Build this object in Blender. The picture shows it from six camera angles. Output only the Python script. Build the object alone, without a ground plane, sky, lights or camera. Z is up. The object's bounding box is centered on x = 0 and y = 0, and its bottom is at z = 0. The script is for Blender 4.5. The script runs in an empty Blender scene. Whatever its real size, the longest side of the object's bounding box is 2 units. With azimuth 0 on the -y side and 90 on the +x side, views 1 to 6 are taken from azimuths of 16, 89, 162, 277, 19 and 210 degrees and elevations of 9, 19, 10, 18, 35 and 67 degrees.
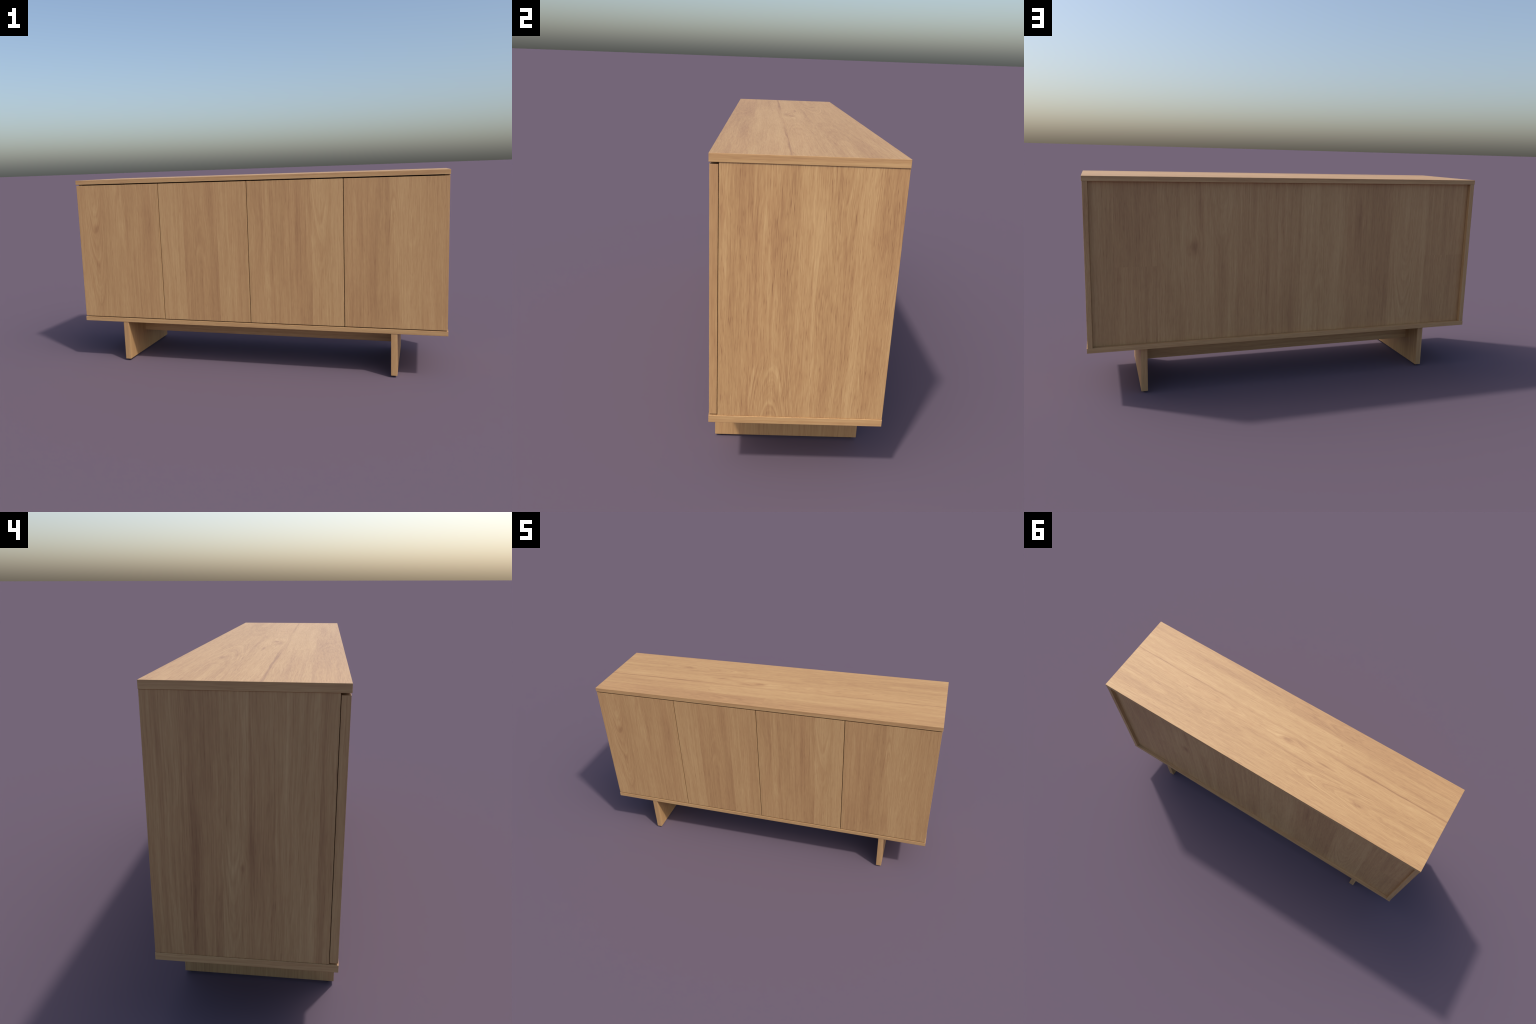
"""Low oak sideboard: four flush doors, slab top and bottom, panel legs with
floor glides, two stretcher rails.  Metres, z up, front faces -y."""
import bpy, bmesh, math
from mathutils import Vector

# ------------------------------------------------------------------ sizes
HALF_W = 0.9993          # slab half width (x)
HALF_D = 0.2602          # slab half depth (y)
Z_TOP = 1.0300           # upper face of the top slab
T = 0.0234               # board thickness of slabs, sides, doors
Z_BOT = 0.2249           # underside of the bottom slab
CAR_X = 0.9968           # outer face of the side panels (slabs overhang them)
SIDE_FRONT, SIDE_BACK = -0.2338, 0.2599
BACK_Y = 0.2411          # rear face of the recessed back panel
DOOR_FRONT, DOOR_REAR = -0.2586, -0.2354
DOOR_Z0, DOOR_Z1 = 0.2530, 1.0008
DOOR_GAP = 0.0036
LEG_IN, LEG_OUT = 0.7284, 0.7594
LEG_FRONT, LEG_BACK = -0.2588, 0.2376
LEG_Z0 = 0.0068
RAIL_Z0 = 0.1248
YAW = 0.0024             # the piece stands very slightly turned


# ------------------------------------------------------------------ node helper
class Net:
    """Small expression builder over a node tree."""

    def __init__(self, tree):
        self.t = tree

    def node(self, kind, **props):
        n = self.t.nodes.new(kind)
        for k, v in props.items():
            setattr(n, k, v)
        return n

    def put(self, sock, val):
        if isinstance(val, bpy.types.NodeSocket):
            self.t.links.new(val, sock)
        elif val is not None:
            sock.default_value = val

    def m(self, op, a, b=None, c=None, clamp=False):
        n = self.node("ShaderNodeMath", operation=op, use_clamp=clamp)
        for i, x in enumerate((a, b, c)):
            self.put(n.inputs[i], x)
        return n.outputs[0]

    def add(self, a, b): return self.m("ADD", a, b)
    def sub(self, a, b): return self.m("SUBTRACT", a, b)
    def mul(self, a, b): return self.m("MULTIPLY", a, b)
    def sq(self, a): return self.m("MULTIPLY", a, a)
    def mad(self, a, b, c): return self.m("MULTIPLY_ADD", a, b, c)

    def bell(self, d2):
        """exp(-d2)"""
        return self.m("EXPONENT", self.mul(d2, -1.0))

    def smooth(self, x, lo, hi):
        n = self.node("ShaderNodeMapRange", interpolation_type="SMOOTHSTEP")
        self.put(n.inputs[0], x)
        self.put(n.inputs[1], lo)
        self.put(n.inputs[2], hi)
        return n.outputs[0]

    def lerp(self, f, a, b):
        n = self.node("ShaderNodeMix", data_type="FLOAT")
        self.put(n.inputs[0], f)
        self.put(n.inputs[2], a)
        self.put(n.inputs[3], b)
        return n.outputs[0]

    def mixcol(self, f, a, b, mode="MIX"):
        n = self.node("ShaderNodeMix", data_type="RGBA", blend_type=mode)
        self.put(n.inputs[0], f)
        self.put(n.inputs[6], a)
        self.put(n.inputs[7], b)
        return n.outputs[2]

    def vec(self, x, y, z=0.0):
        n = self.node("ShaderNodeCombineXYZ")
        for i, s in enumerate((x, y, z)):
            self.put(n.inputs[i], s)
        return n.outputs[0]

    def noise(self, v, scale=1.0, detail=2.0, rough=0.5, dist=0.0):
        """Fractal noise recentred to about -1..1."""
        n = self.node("ShaderNodeTexNoise")
        self.put(n.inputs["Vector"], v)
        n.inputs["Scale"].default_value = scale
        n.inputs["Detail"].default_value = detail
        n.inputs["Roughness"].default_value = rough
        n.inputs["Distortion"].default_value = dist
        return self.mad(n.outputs["Fac"], 4.0, -2.0)

    def ramp(self, f, stops, mode="LINEAR"):
        n = self.node("ShaderNodeValToRGB")
        n.color_ramp.interpolation = mode
        el = n.color_ramp.elements
        while len(el) < len(stops):
            el.new(0.5)
        for e, (p, c) in zip(el, stops):
            e.position = p
            e.color = (c, c, c, 1.0) if isinstance(c, float) else (*c, 1.0)
        self.put(n.inputs[0], f)
        return n.outputs[0]


# oak tones, darkest latewood to palest sapwood (linear base colours)
OAK = [(0.00, (0.232, 0.109, 0.048)),
       (0.25, (0.366, 0.198, 0.086)),
       (0.50, (0.482, 0.282, 0.122)),
       (0.75, (0.580, 0.366, 0.167)),
       (1.00, (0.684, 0.458, 0.232))]


def oak(name, along, across, loc=(0, 0, 0), seed=0.0, staves=None, span=(-1, 1),
        arches=(), knots=(), streaks=(), patches=(), contrast=1.0, lift=0.0, nap=0.0, fray=0.006, bold=1.0):
    """Oak decor.  `along`/`across`: axis strings ("z", "xy" = x + y) of the grain.
    staves : (edge position across, tone 0..1), from left to right
    arches : cathedral figure (v0, half width, apex u, reach, sense, strength, bands per m);
             sense +1 opens towards +u, -1 towards -u
    knots  : (v, u, size, strength) eyes the fibres flow round
    streaks: (v, half width, u centre, half length, strength) mineral streaks
    nap    : 0 long quiet lines .. 1 short broken strokes
    bold   : strength of the broad stripes and stave steps
    fray   : how far the stave borders run into each other
    patches: (v0, v1, u0, u1, tone shift) stretches of a stave cut from another board"""
    mat = bpy.data.materials.new(name)
    mat.use_nodes = True
    mat.node_tree.nodes.clear()
    N = Net(mat.node_tree)
    tc = N.node("ShaderNodeTexCoord")
    sep = N.node("ShaderNodeSeparateXYZ")
    N.put(sep.inputs[0], tc.outputs["Object"])
    ax = {k: N.add(sep.outputs[i], loc[i]) for i, k in enumerate("xyz")}

    def axis(s):
        r = ax[s[0]]
        for k in s[1:]:
            r = N.add(r, ax[k])
        return r
    u, v = axis(along), axis(across)

    # --- staves: which strip of veneer we are on, and its tone
    lo, hi = span
    if staves:
        f = N.m("DIVIDE", N.sub(v, lo), hi - lo)
        rag = N.noise(N.vec(N.mul(u, 9.0), N.mul(v, 190.0), seed), 1.0, 2.0, 0.6)
        f = N.mad(rag, fray / (hi - lo), f)
        tone = N.ramp(f, [(max(0.0, (e - lo) / (hi - lo)), float(t)) for e, t in staves], "CONSTANT")
        idn = N.ramp(N.m("DIVIDE", N.sub(v, lo), hi - lo), [(max(0.0, (e - lo) / (hi - lo)), (i * 0.37 + 0.13) % 1.0)
                         for i, (e, t) in enumerate(staves)], "CONSTANT")
    else:
        tone, idn = 0.5, 0.5
    shift = N.mul(idn, 23.0) if staves else 11.0
    for v0, v1, u0, u1, dt in patches:
        box = N.mul(N.mul(N.m("GREATER_THAN", v, v0), N.m("LESS_THAN", v, v1)),
                    N.mul(N.m("GREATER_THAN", u, u0), N.m("LESS_THAN", u, u1)))
        tone = N.mad(box, dt, tone)
        shift = N.mad(box, 7.3, shift)
    sv = N.add(shift, seed)

    # --- wandering of the fibres, bulging round the knots
    gv = N.mad(N.noise(N.vec(N.mul(u, 3.0), N.mul(v, 9.0), sv), 1.0, 2.0), 0.0055, v)
    eye = None
    for kv, ku, size, amt in knots:
        dv, du = N.sub(v, kv), N.sub(u, ku)
        d2 = N.add(N.sq(N.m("DIVIDE", dv, size)), N.sq(N.m("DIVIDE", du, size * 2.6)))
        gv = N.sub(gv, N.mul(N.mul(dv, 0.75), N.bell(N.mul(d2, 0.35))))
        gv = N.add(gv, N.mul(N.bell(N.mul(d2, 0.5)), size * 0.35))
        e = N.mul(N.bell(N.mul(N.sub(d2, 0.0), 2.2)), amt)
        eye = e if eye is None else N.add(eye, e)

    # --- growth rings: straight grain, replaced by nested arches where they are
    straight = N.noise(N.vec(N.mul(u, 0.9), N.mul(gv, 62.0), sv), 1.0, 3.0, 0.55)
    ring, calm = straight, None
    for v0, w, apex, reach, sense, amt, freq in arches:
        t = N.m("DIVIDE", N.sub(gv, v0), w)
        t2 = N.sq(t)
        wob = N.noise(N.vec(N.mul(u, 7.0), N.mul(v, 24.0), sv), 1.0, 2.0)
        R = N.mad(t2, -sense * reach, u)
        R = N.mad(wob, 0.012, R)
        arc = N.noise(N.vec(N.mul(R, freq), N.mul(gv, 5.0), sv), 1.0, 2.5, 0.6)
        side = N.smooth(N.m("ABSOLUTE", t), 1.25, 0.55)
        du = N.mul(N.sub(u, apex), sense)
        run = N.mul(N.smooth(du, -0.06, 0.02), N.smooth(du, reach * 1.15, reach * 0.6))
        mask = N.mul(side, run)
        ring = N.lerp(mask, ring, N.mul(arc, amt * 1.7))
        calm = mask if calm is None else N.m("MAXIMUM", calm, mask)

    # --- broad bands, medium streaks, fine fibres, pores
    broad = N.noise(N.vec(N.mul(u, 0.75), N.mul(gv, 11.0), N.add(sv, 3.1)), 1.0, 2.0)
    cloud = N.noise(N.vec(N.mul(u, 3.2), N.mul(gv, 20.0), N.add(sv, 6.7)), 1.0, 3.0)
    line = N.noise(N.vec(N.mul(u, 2.2), N.mul(gv, 150.0), N.add(sv, 5.9)), 1.0, 2.5, 0.6)
    fibre = N.noise(N.vec(N.mul(u, 11.0), N.mul(gv, 310.0 + 190.0 * nap), N.add(sv, 1.7)), 1.0, 3.0, 0.66)
    flake = N.noise(N.vec(N.mul(u, 24.0), N.mul(gv, 170.0 + 150.0 * nap), N.add(sv, 8.3)), 1.0, 2.0, 0.6)
    pore = N.smooth(N.noise(N.vec(N.mul(u, 17.0 + 9.0 * nap), N.mul(gv, 400.0 + 120.0 * nap), N.add(sv, 4.4)), 1.0, 1.5), 0.30, 1.05)

    val = N.mad(tone, 0.60 * bold, 0.178 + 0.30 * (1.0 - bold))
    for x, k in ((broad, 0.085 * bold), (cloud, 0.065), (ring, 0.06 + 0.06 * bold), (line, (0.105 - 0.050 * nap) * (0.4 + 0.6 * bold)),
                 (fibre, 0.105 + 0.020 * nap), (flake, 0.045 + 0.045 * nap)):
        val = N.mad(x, k * contrast, val)
    val = N.mad(pore, -(0.14 + 0.10 * nap) * contrast, N.add(val, 0.03 * contrast))
    for s0, sw, su, sl, amt in streaks:
        d2 = N.add(N.sq(N.m("DIVIDE", N.sub(gv, s0), sw)), N.sq(N.m("DIVIDE", N.sub(u, su), sl)))
        soft = N.mad(fibre, 0.22, 1.0)
        val = N.sub(val, N.mul(N.mul(N.bell(d2), amt * 1.2), soft))
    if eye is not None:
        val = N.sub(val, N.mul(eye, 0.30))
    if lift:
        val = N.add(val, lift)

    col = N.ramp(val, OAK)
    # darker staves and streaks lean to a pinkish brown, pale ones to straw
    warm = N.smooth(N.add(val, N.mul(broad, -0.12)), 0.62, 0.30)
    col = N.mixcol(N.mul(warm, 0.35), col, (1.02, 0.95, 0.97, 1.0), "MULTIPLY")

    bump = N.node("ShaderNodeBump")
    bump.inputs["Strength"].default_value = 0.10
    bump.inputs["Distance"].default_value = 0.0008
    N.put(bump.inputs["Height"], N.sub(N.mul(fibre, 0.5), pore))
    b = N.node("ShaderNodeBsdfPrincipled")
    N.put(b.inputs["Base Color"], col)
    N.put(b.inputs["Roughness"], N.mad(fibre, -0.03, 0.52))
    b.inputs["IOR"].default_value = 1.45
    N.put(b.inputs["Normal"], bump.outputs[0])
    out = N.node("ShaderNodeOutputMaterial")
    N.put(out.inputs["Surface"], b.outputs[0])
    return mat


def plastic(name, col, rough):
    mat = bpy.data.materials.new(name)
    mat.use_nodes = True
    N = Net(mat.node_tree)
    b = mat.node_tree.nodes["Principled BSDF"]
    tc = N.node("ShaderNodeTexCoord")
    n = N.noise(tc.outputs["Object"], 900.0, 2.0)
    N.put(b.inputs["Base Color"], N.mixcol(N.mad(n, 0.2, 0.5), (*[c * 0.8 for c in col], 1), (*[c * 1.2 for c in col], 1)))
    b.inputs["Roughness"].default_value = rough
    return mat


# ------------------------------------------------------------------ geometry
root = bpy.data.objects.new("oak_sideboard", None)
root.empty_display_size = 0.2
root.rotation_euler = (0, 0, YAW)
bpy.context.scene.collection.objects.link(root)
root["label"] = "long low light-oak sideboard with four flush doors on panel legs"
root["category"] = "sideboard"


def centre(lo, hi):
    return tuple((a + b) / 2 for a, b in zip(lo, hi))


def link(name, mesh, loc, parent):
    ob = bpy.data.objects.new(name, mesh)
    ob.parent = parent
    ob.location = loc
    bpy.context.scene.collection.objects.link(ob)
    return ob


def board(name, lo, hi, mats, edge_rule=None, bevel=0.0011, parent=root):
    """Chamfered board between two corners, origin at its centre.
    mats[0] faces, mats[1] (optional) on faces picked by edge_rule(normal)."""
    c = Vector(centre(lo, hi))
    half = (Vector(hi) - Vector(lo)) / 2
    bm = bmesh.new()
    bmesh.ops.create_cube(bm, size=2.0)
    for v in bm.verts:
        v.co = Vector((v.co.x * half.x, v.co.y * half.y, v.co.z * half.z))
    bmesh.ops.bevel(bm, geom=bm.edges[:], offset=bevel, segments=2, profile=0.5, affect="EDGES")
    for f in bm.faces:
        f.smooth = True
        if edge_rule and edge_rule(f.normal):
            f.material_index = 1
    # weighted normals keep the broad faces flat and round only the chamfers
    me = bpy.data.meshes.new(name)
    bm.to_mesh(me)
    bm.free()
    for m in mats:
        me.materials.append(m)
    ob = link(name, me, c if parent is root else c - Vector(parent.location), parent)
    mod = ob.modifiers.new("weighted", "WEIGHTED_NORMAL")
    mod.keep_sharp = True
    return ob


def side_faces(n):
    return abs(n.z) < 0.6


# ---- slabs
lo, hi = (-HALF_W, -HALF_D, Z_TOP - T), (HALF_W, HALF_D, Z_TOP)
c = centre(lo, hi)
top_mat = oak("oak_top", "x", "yz", (0, 0, 0), 2.0, span=(-0.30, 0.30),
              staves=[(-0.30, 0.44), (-0.150, 0.62), (-0.035, 0.56), (0.085, 0.52), (0.20, 0.57)],
              arches=[(0.128, 0.066, -0.17, 0.60, -1, 1.1, 22.0), (-0.205, 0.055, -0.10, 0.5, -1, 0.7, 20.0),
                      (0.01, 0.05, 0.10, 0.45, 1, 0.6, 16.0), (0.13, 0.07, 0.20, 0.6, 1, 0.7, 18.0)],
              patches=[(-0.30, -0.150, -1.1, 0.03, -0.06), (-0.150, -0.035, -1.1, -0.33, -0.05)], contrast=0.9, nap=0.7, bold=0.65, lift=-0.02,
              knots=[(0.007, -0.055, 0.020, 1.0), (0.137, -0.555, 0.014, 0.7), (-0.123, -0.31, 0.008, 0.3),
                     (0.030, 0.605, 0.004, 1.1)],
              streaks=[(-0.033, 0.0035, -0.75, 0.48, 0.26), (-0.036, 0.0035, 0.75, 0.46, 0.26),
                       (0.034, 0.006, -0.297, 0.05, 0.26), (-0.18, 0.016, 0.46, 0.22, 0.14),
                       (-0.205, 0.040, -0.35, 0.40, 0.10), (0.07, 0.008, -0.2, 0.25, 0.1),
                       (0.010, 0.030, 0.02, 0.09, -0.13), (0.030, 0.012, -0.10, 0.06, -0.08),
                       (0.0, 0.010, -0.13, 0.05, 0.14)])
band_mat = oak("oak_edge_band", "xy", "z", (0, 0, 0), 5.0, contrast=0.85, lift=0.02)
top = board("top_panel", lo, hi, [top_mat, band_mat], side_faces)

lo, hi = (-HALF_W, -HALF_D, Z_BOT), (HALF_W, HALF_D, Z_BOT + T)
base_mat = oak("oak_bottom", "x", "yz", (0, 0, 0), 7.0)
low_band = oak("oak_lower_edge_band", "xy", "z", (0, 0, 0), 9.0, contrast=0.85, lift=0.03)
bottom = board("bottom_panel", lo, hi, [base_mat, low_band], side_faces)

ZC0, ZC1 = Z_BOT + T, Z_TOP - T
EPS = 0.0002


def cabinet_board(name, lo, hi, zero=None, bevel=0.0011, **kw):
    """Board with its own oak material expressed in cabinet coordinates.
    zero = (axis, plane): that axis counts from the show face, so that the
    figure wraps round on to the board's long edges."""
    loc = list(centre(lo, hi))
    if zero:
        loc["xyz".index(zero[0])] -= zero[1]
    mat = oak("oak_" + name, loc=loc, **kw)
    return board(name, lo, hi, [mat], bevel=bevel)


# ---- sides (grain upright)
cabinet_board("side_panel", (CAR_X - T, SIDE_FRONT, ZC0 + EPS), (CAR_X, SIDE_BACK, ZC1 - EPS),
              zero=("x", CAR_X), along="z", across="yx", seed=12.0, span=(-0.30, 0.30),
              staves=[(-0.30, 0.60), (-0.212, 0.47), (-0.145, 0.46), (-0.02, 0.52), (0.012, 0.62), (0.19, 0.47)],
              arches=[(-0.078, 0.070, 0.405, 0.42, -1, 1.3, 26.0), (0.10, 0.05, 0.76, 0.4, 1, 0.6, 18.0)],
              streaks=[(-0.075, 0.014, 0.80, 0.14, 0.13), (-0.15, 0.02, 0.95, 0.14, 0.10),
                       (-0.045, 0.010, 0.60, 0.12, 0.10), (0.245, 0.008, 0.88, 0.18, 0.13),
                       (0.110, 0.006, 0.79, 0.10, 0.10), (0.045, 0.020, 0.86, 0.12, -0.08),
                       (-0.108, 0.006, 0.86, 0.07, -0.12), (0.22, 0.025, 0.40, 0.15, 0.08)],
              contrast=1.25, nap=1.0, bold=0.65)
cabinet_board("side_panel", (-CAR_X, SIDE_FRONT, ZC0 + EPS), (-CAR_X + T, SIDE_BACK, ZC1 - EPS),
              zero=("x", -CAR_X), along="z", across="yx", seed=31.0, span=(-0.30, 0.30),
              staves=[(-0.30, 0.45), (-0.195, 0.56), (-0.105, 0.47), (-0.015, 0.50), (0.01, 0.64), (0.058, 0.42),
                      (0.16, 0.54)],
              arches=[(0.028, 0.036, 0.29, 0.40, 1, 0.9, 14.0)],
              knots=[(0.006, 0.532, 0.007, 0.8)],
              streaks=[(0.135, 0.012, 0.50, 0.30, 0.18), (-0.022, 0.014, 0.57, 0.10, 0.16),
                       (-0.205, 0.010, 0.40, 0.20, 0.12)])

# ---- back, recessed between the sides
cabinet_board("back_panel", (-CAR_X + T + EPS, BACK_Y - 0.012, ZC0 + EPS), (CAR_X - T - EPS, BACK_Y, ZC1 - EPS),
              along="z", across="x", seed=44.0, span=(-1.0, 1.0),
              staves=[(-1.0, 0.48), (-0.735, 0.60), (-0.525, 0.40), (-0.28, 0.66), (-0.03, 0.46), (0.26, 0.54),
                      (0.47, 0.49), (0.675, 0.45), (0.868, 0.58)],
              arches=[(0.37, 0.08, 0.72, 0.45, 1, 0.6, 20.0), (-0.62, 0.08, 0.30, 0.5, 1, 0.8, 16.0), (-0.13, 0.07, 0.75, 0.4, -1, 0.5, 14.0)],
              patches=[(0.675, 0.868, 0.617, 1.2, -0.06), (-1.1, -0.735, 0.625, 1.2, -0.05)], contrast=0.9, nap=0.4, bold=0.85,
              knots=[(0.505, 0.704, 0.022, 0.9)],
              streaks=[(0.515, 0.022, 0.70, 0.035, 0.08), (0.56, 0.05, 0.68, 0.16, -0.07), (0.475, 0.008, 0.88, 0.12, 0.14),
                       (0.02, 0.012, 0.35, 0.16, 0.12), (0.15, 0.012, 0.6, 0.3, 0.10), (-0.34, 0.012, 0.82, 0.12, 0.16)])

# ---- doors
n_doors = 4
pitch = 2 * CAR_X / n_doors
figure = [
    dict(seed=51.0,
         staves=[(-1.0, 0.50), (-0.80, 0.55), (-0.722, 0.49), (-0.585, 0.45), (-0.53, 0.51)],
         arches=[(-0.892, 0.078, 0.30, 0.70, 1, 1.1, 15.0), (-0.735, 0.050, 0.93, 0.55, -1, 0.45, 16.0)],
         knots=[(-0.893, 0.765, 0.013, 0.45)],
         streaks=[(-0.700, 0.007, 0.78, 0.14, 0.12), (-0.562, 0.022, 0.78, 0.20, 0.10)]),
    dict(seed=63.0,
         staves=[(-0.50, 0.63), (-0.362, 0.43), (-0.170, 0.58), (-0.105, 0.50)],
         arches=[(-0.27, 0.06, 0.85, 0.4, -1, 0.5, 14.0)],
         streaks=[(-0.180, 0.008, 0.45, 0.20, 0.15), (-0.345, 0.02, 0.70, 0.30, 0.07), (-0.20, 0.03, 0.95, 0.12, 0.08)]),
    dict(seed=78.0,
         staves=[(0.0, 0.47), (0.082, 0.60), (0.112, 0.48), (0.225, 0.43), (0.337, 0.64)],
         arches=[(0.383, 0.062, 0.49, 0.50, 1, 1.15, 9.0), (0.10, 0.050, 0.72, 0.5, -1, 0.45, 14.0)],
         streaks=[(0.258, 0.014, 0.78, 0.20, 0.16), (0.128, 0.006, 0.55, 0.10, 0.12)]),
    dict(seed=92.0,
         staves=[(0.498, 0.42), (0.615, 0.44), (0.722, 0.60), (0.86, 0.54), (0.965, 0.44)],
         arches=[(0.742, 0.030, 0.94, 0.28, -1, 1.0, 16.0), (0.83, 0.07, 0.35, 0.5, 1, 0.5, 14.0)],
         streaks=[(0.648, 0.018, 0.50, 0.24, 0.14), (0.585, 0.010, 0.80, 0.20, 0.10), (0.745, 0.02, 0.36, 0.10, 0.10)]),
]
for i in range(n_doors):
    x0 = -CAR_X + i * pitch + (DOOR_GAP / 2 if i else 0.0)
    x1 = -CAR_X + (i + 1) * pitch - (DOOR_GAP / 2 if i < n_doors - 1 else 0.0)
    cabinet_board("door", (x0, DOOR_FRONT, DOOR_Z0), (x1, DOOR_REAR, DOOR_Z1),
                  zero=("y", DOOR_FRONT), bevel=0.0006, along="z", across="xy", span=(x0 - 0.02, x1 + 0.05), contrast=0.88, bold=0.9, nap=0.3, **figure[i])

# ---- upright partition behind the middle pair of doors
cabinet_board("partition", (-T / 2, SIDE_FRONT + 0.02, ZC0 + EPS), (T / 2, BACK_Y - 0.0122, ZC1 - EPS),
              along="z", across="xy", seed=15.0)

# ---- legs: upright panels with small black glides under them
glide_mat = plastic("black_glide_plastic", (0.012, 0.012, 0.013), 0.5)


def glide_mesh():
    bm = bmesh.new()
    bmesh.ops.create_cone(bm, cap_ends=True, segments=32, radius1=0.0095, radius2=0.0110, depth=LEG_Z0)
    bmesh.ops.bevel(bm, geom=[e for e in bm.edges if e.calc_face_angle(0) > 1.0], offset=0.0008, segments=2,
                    affect="EDGES")
    me = bpy.data.meshes.new("glide")
    bm.to_mesh(me)
    bm.free()
    me.materials.append(glide_mat)
    return me


glide = glide_mesh()
for sx in (-1, 1):
    x0, x1 = sorted((sx * LEG_IN, sx * LEG_OUT))
    leg = cabinet_board("leg", (x0, LEG_FRONT, LEG_Z0), (x1, LEG_BACK, Z_BOT - EPS),
                        along="z", across="xy", seed=100.0 + 7 * sx, contrast=0.85, lift=0.0)
    for y in (-0.2380, 0.2180):
        link("glide", glide, Vector((sx * (LEG_IN + LEG_OUT) / 2, y, LEG_Z0 / 2)) - leg.location, leg)

# ---- stretcher rails between the legs
for y0, y1, sd in ((-0.0612, -0.0302, 120.0), (0.0868, 0.1178, 131.0)):
    cabinet_board("rail", (-LEG_IN + EPS, y0, RAIL_Z0), (LEG_IN - EPS, y1, Z_BOT - EPS),
                  along="x", across="yz", seed=sd)
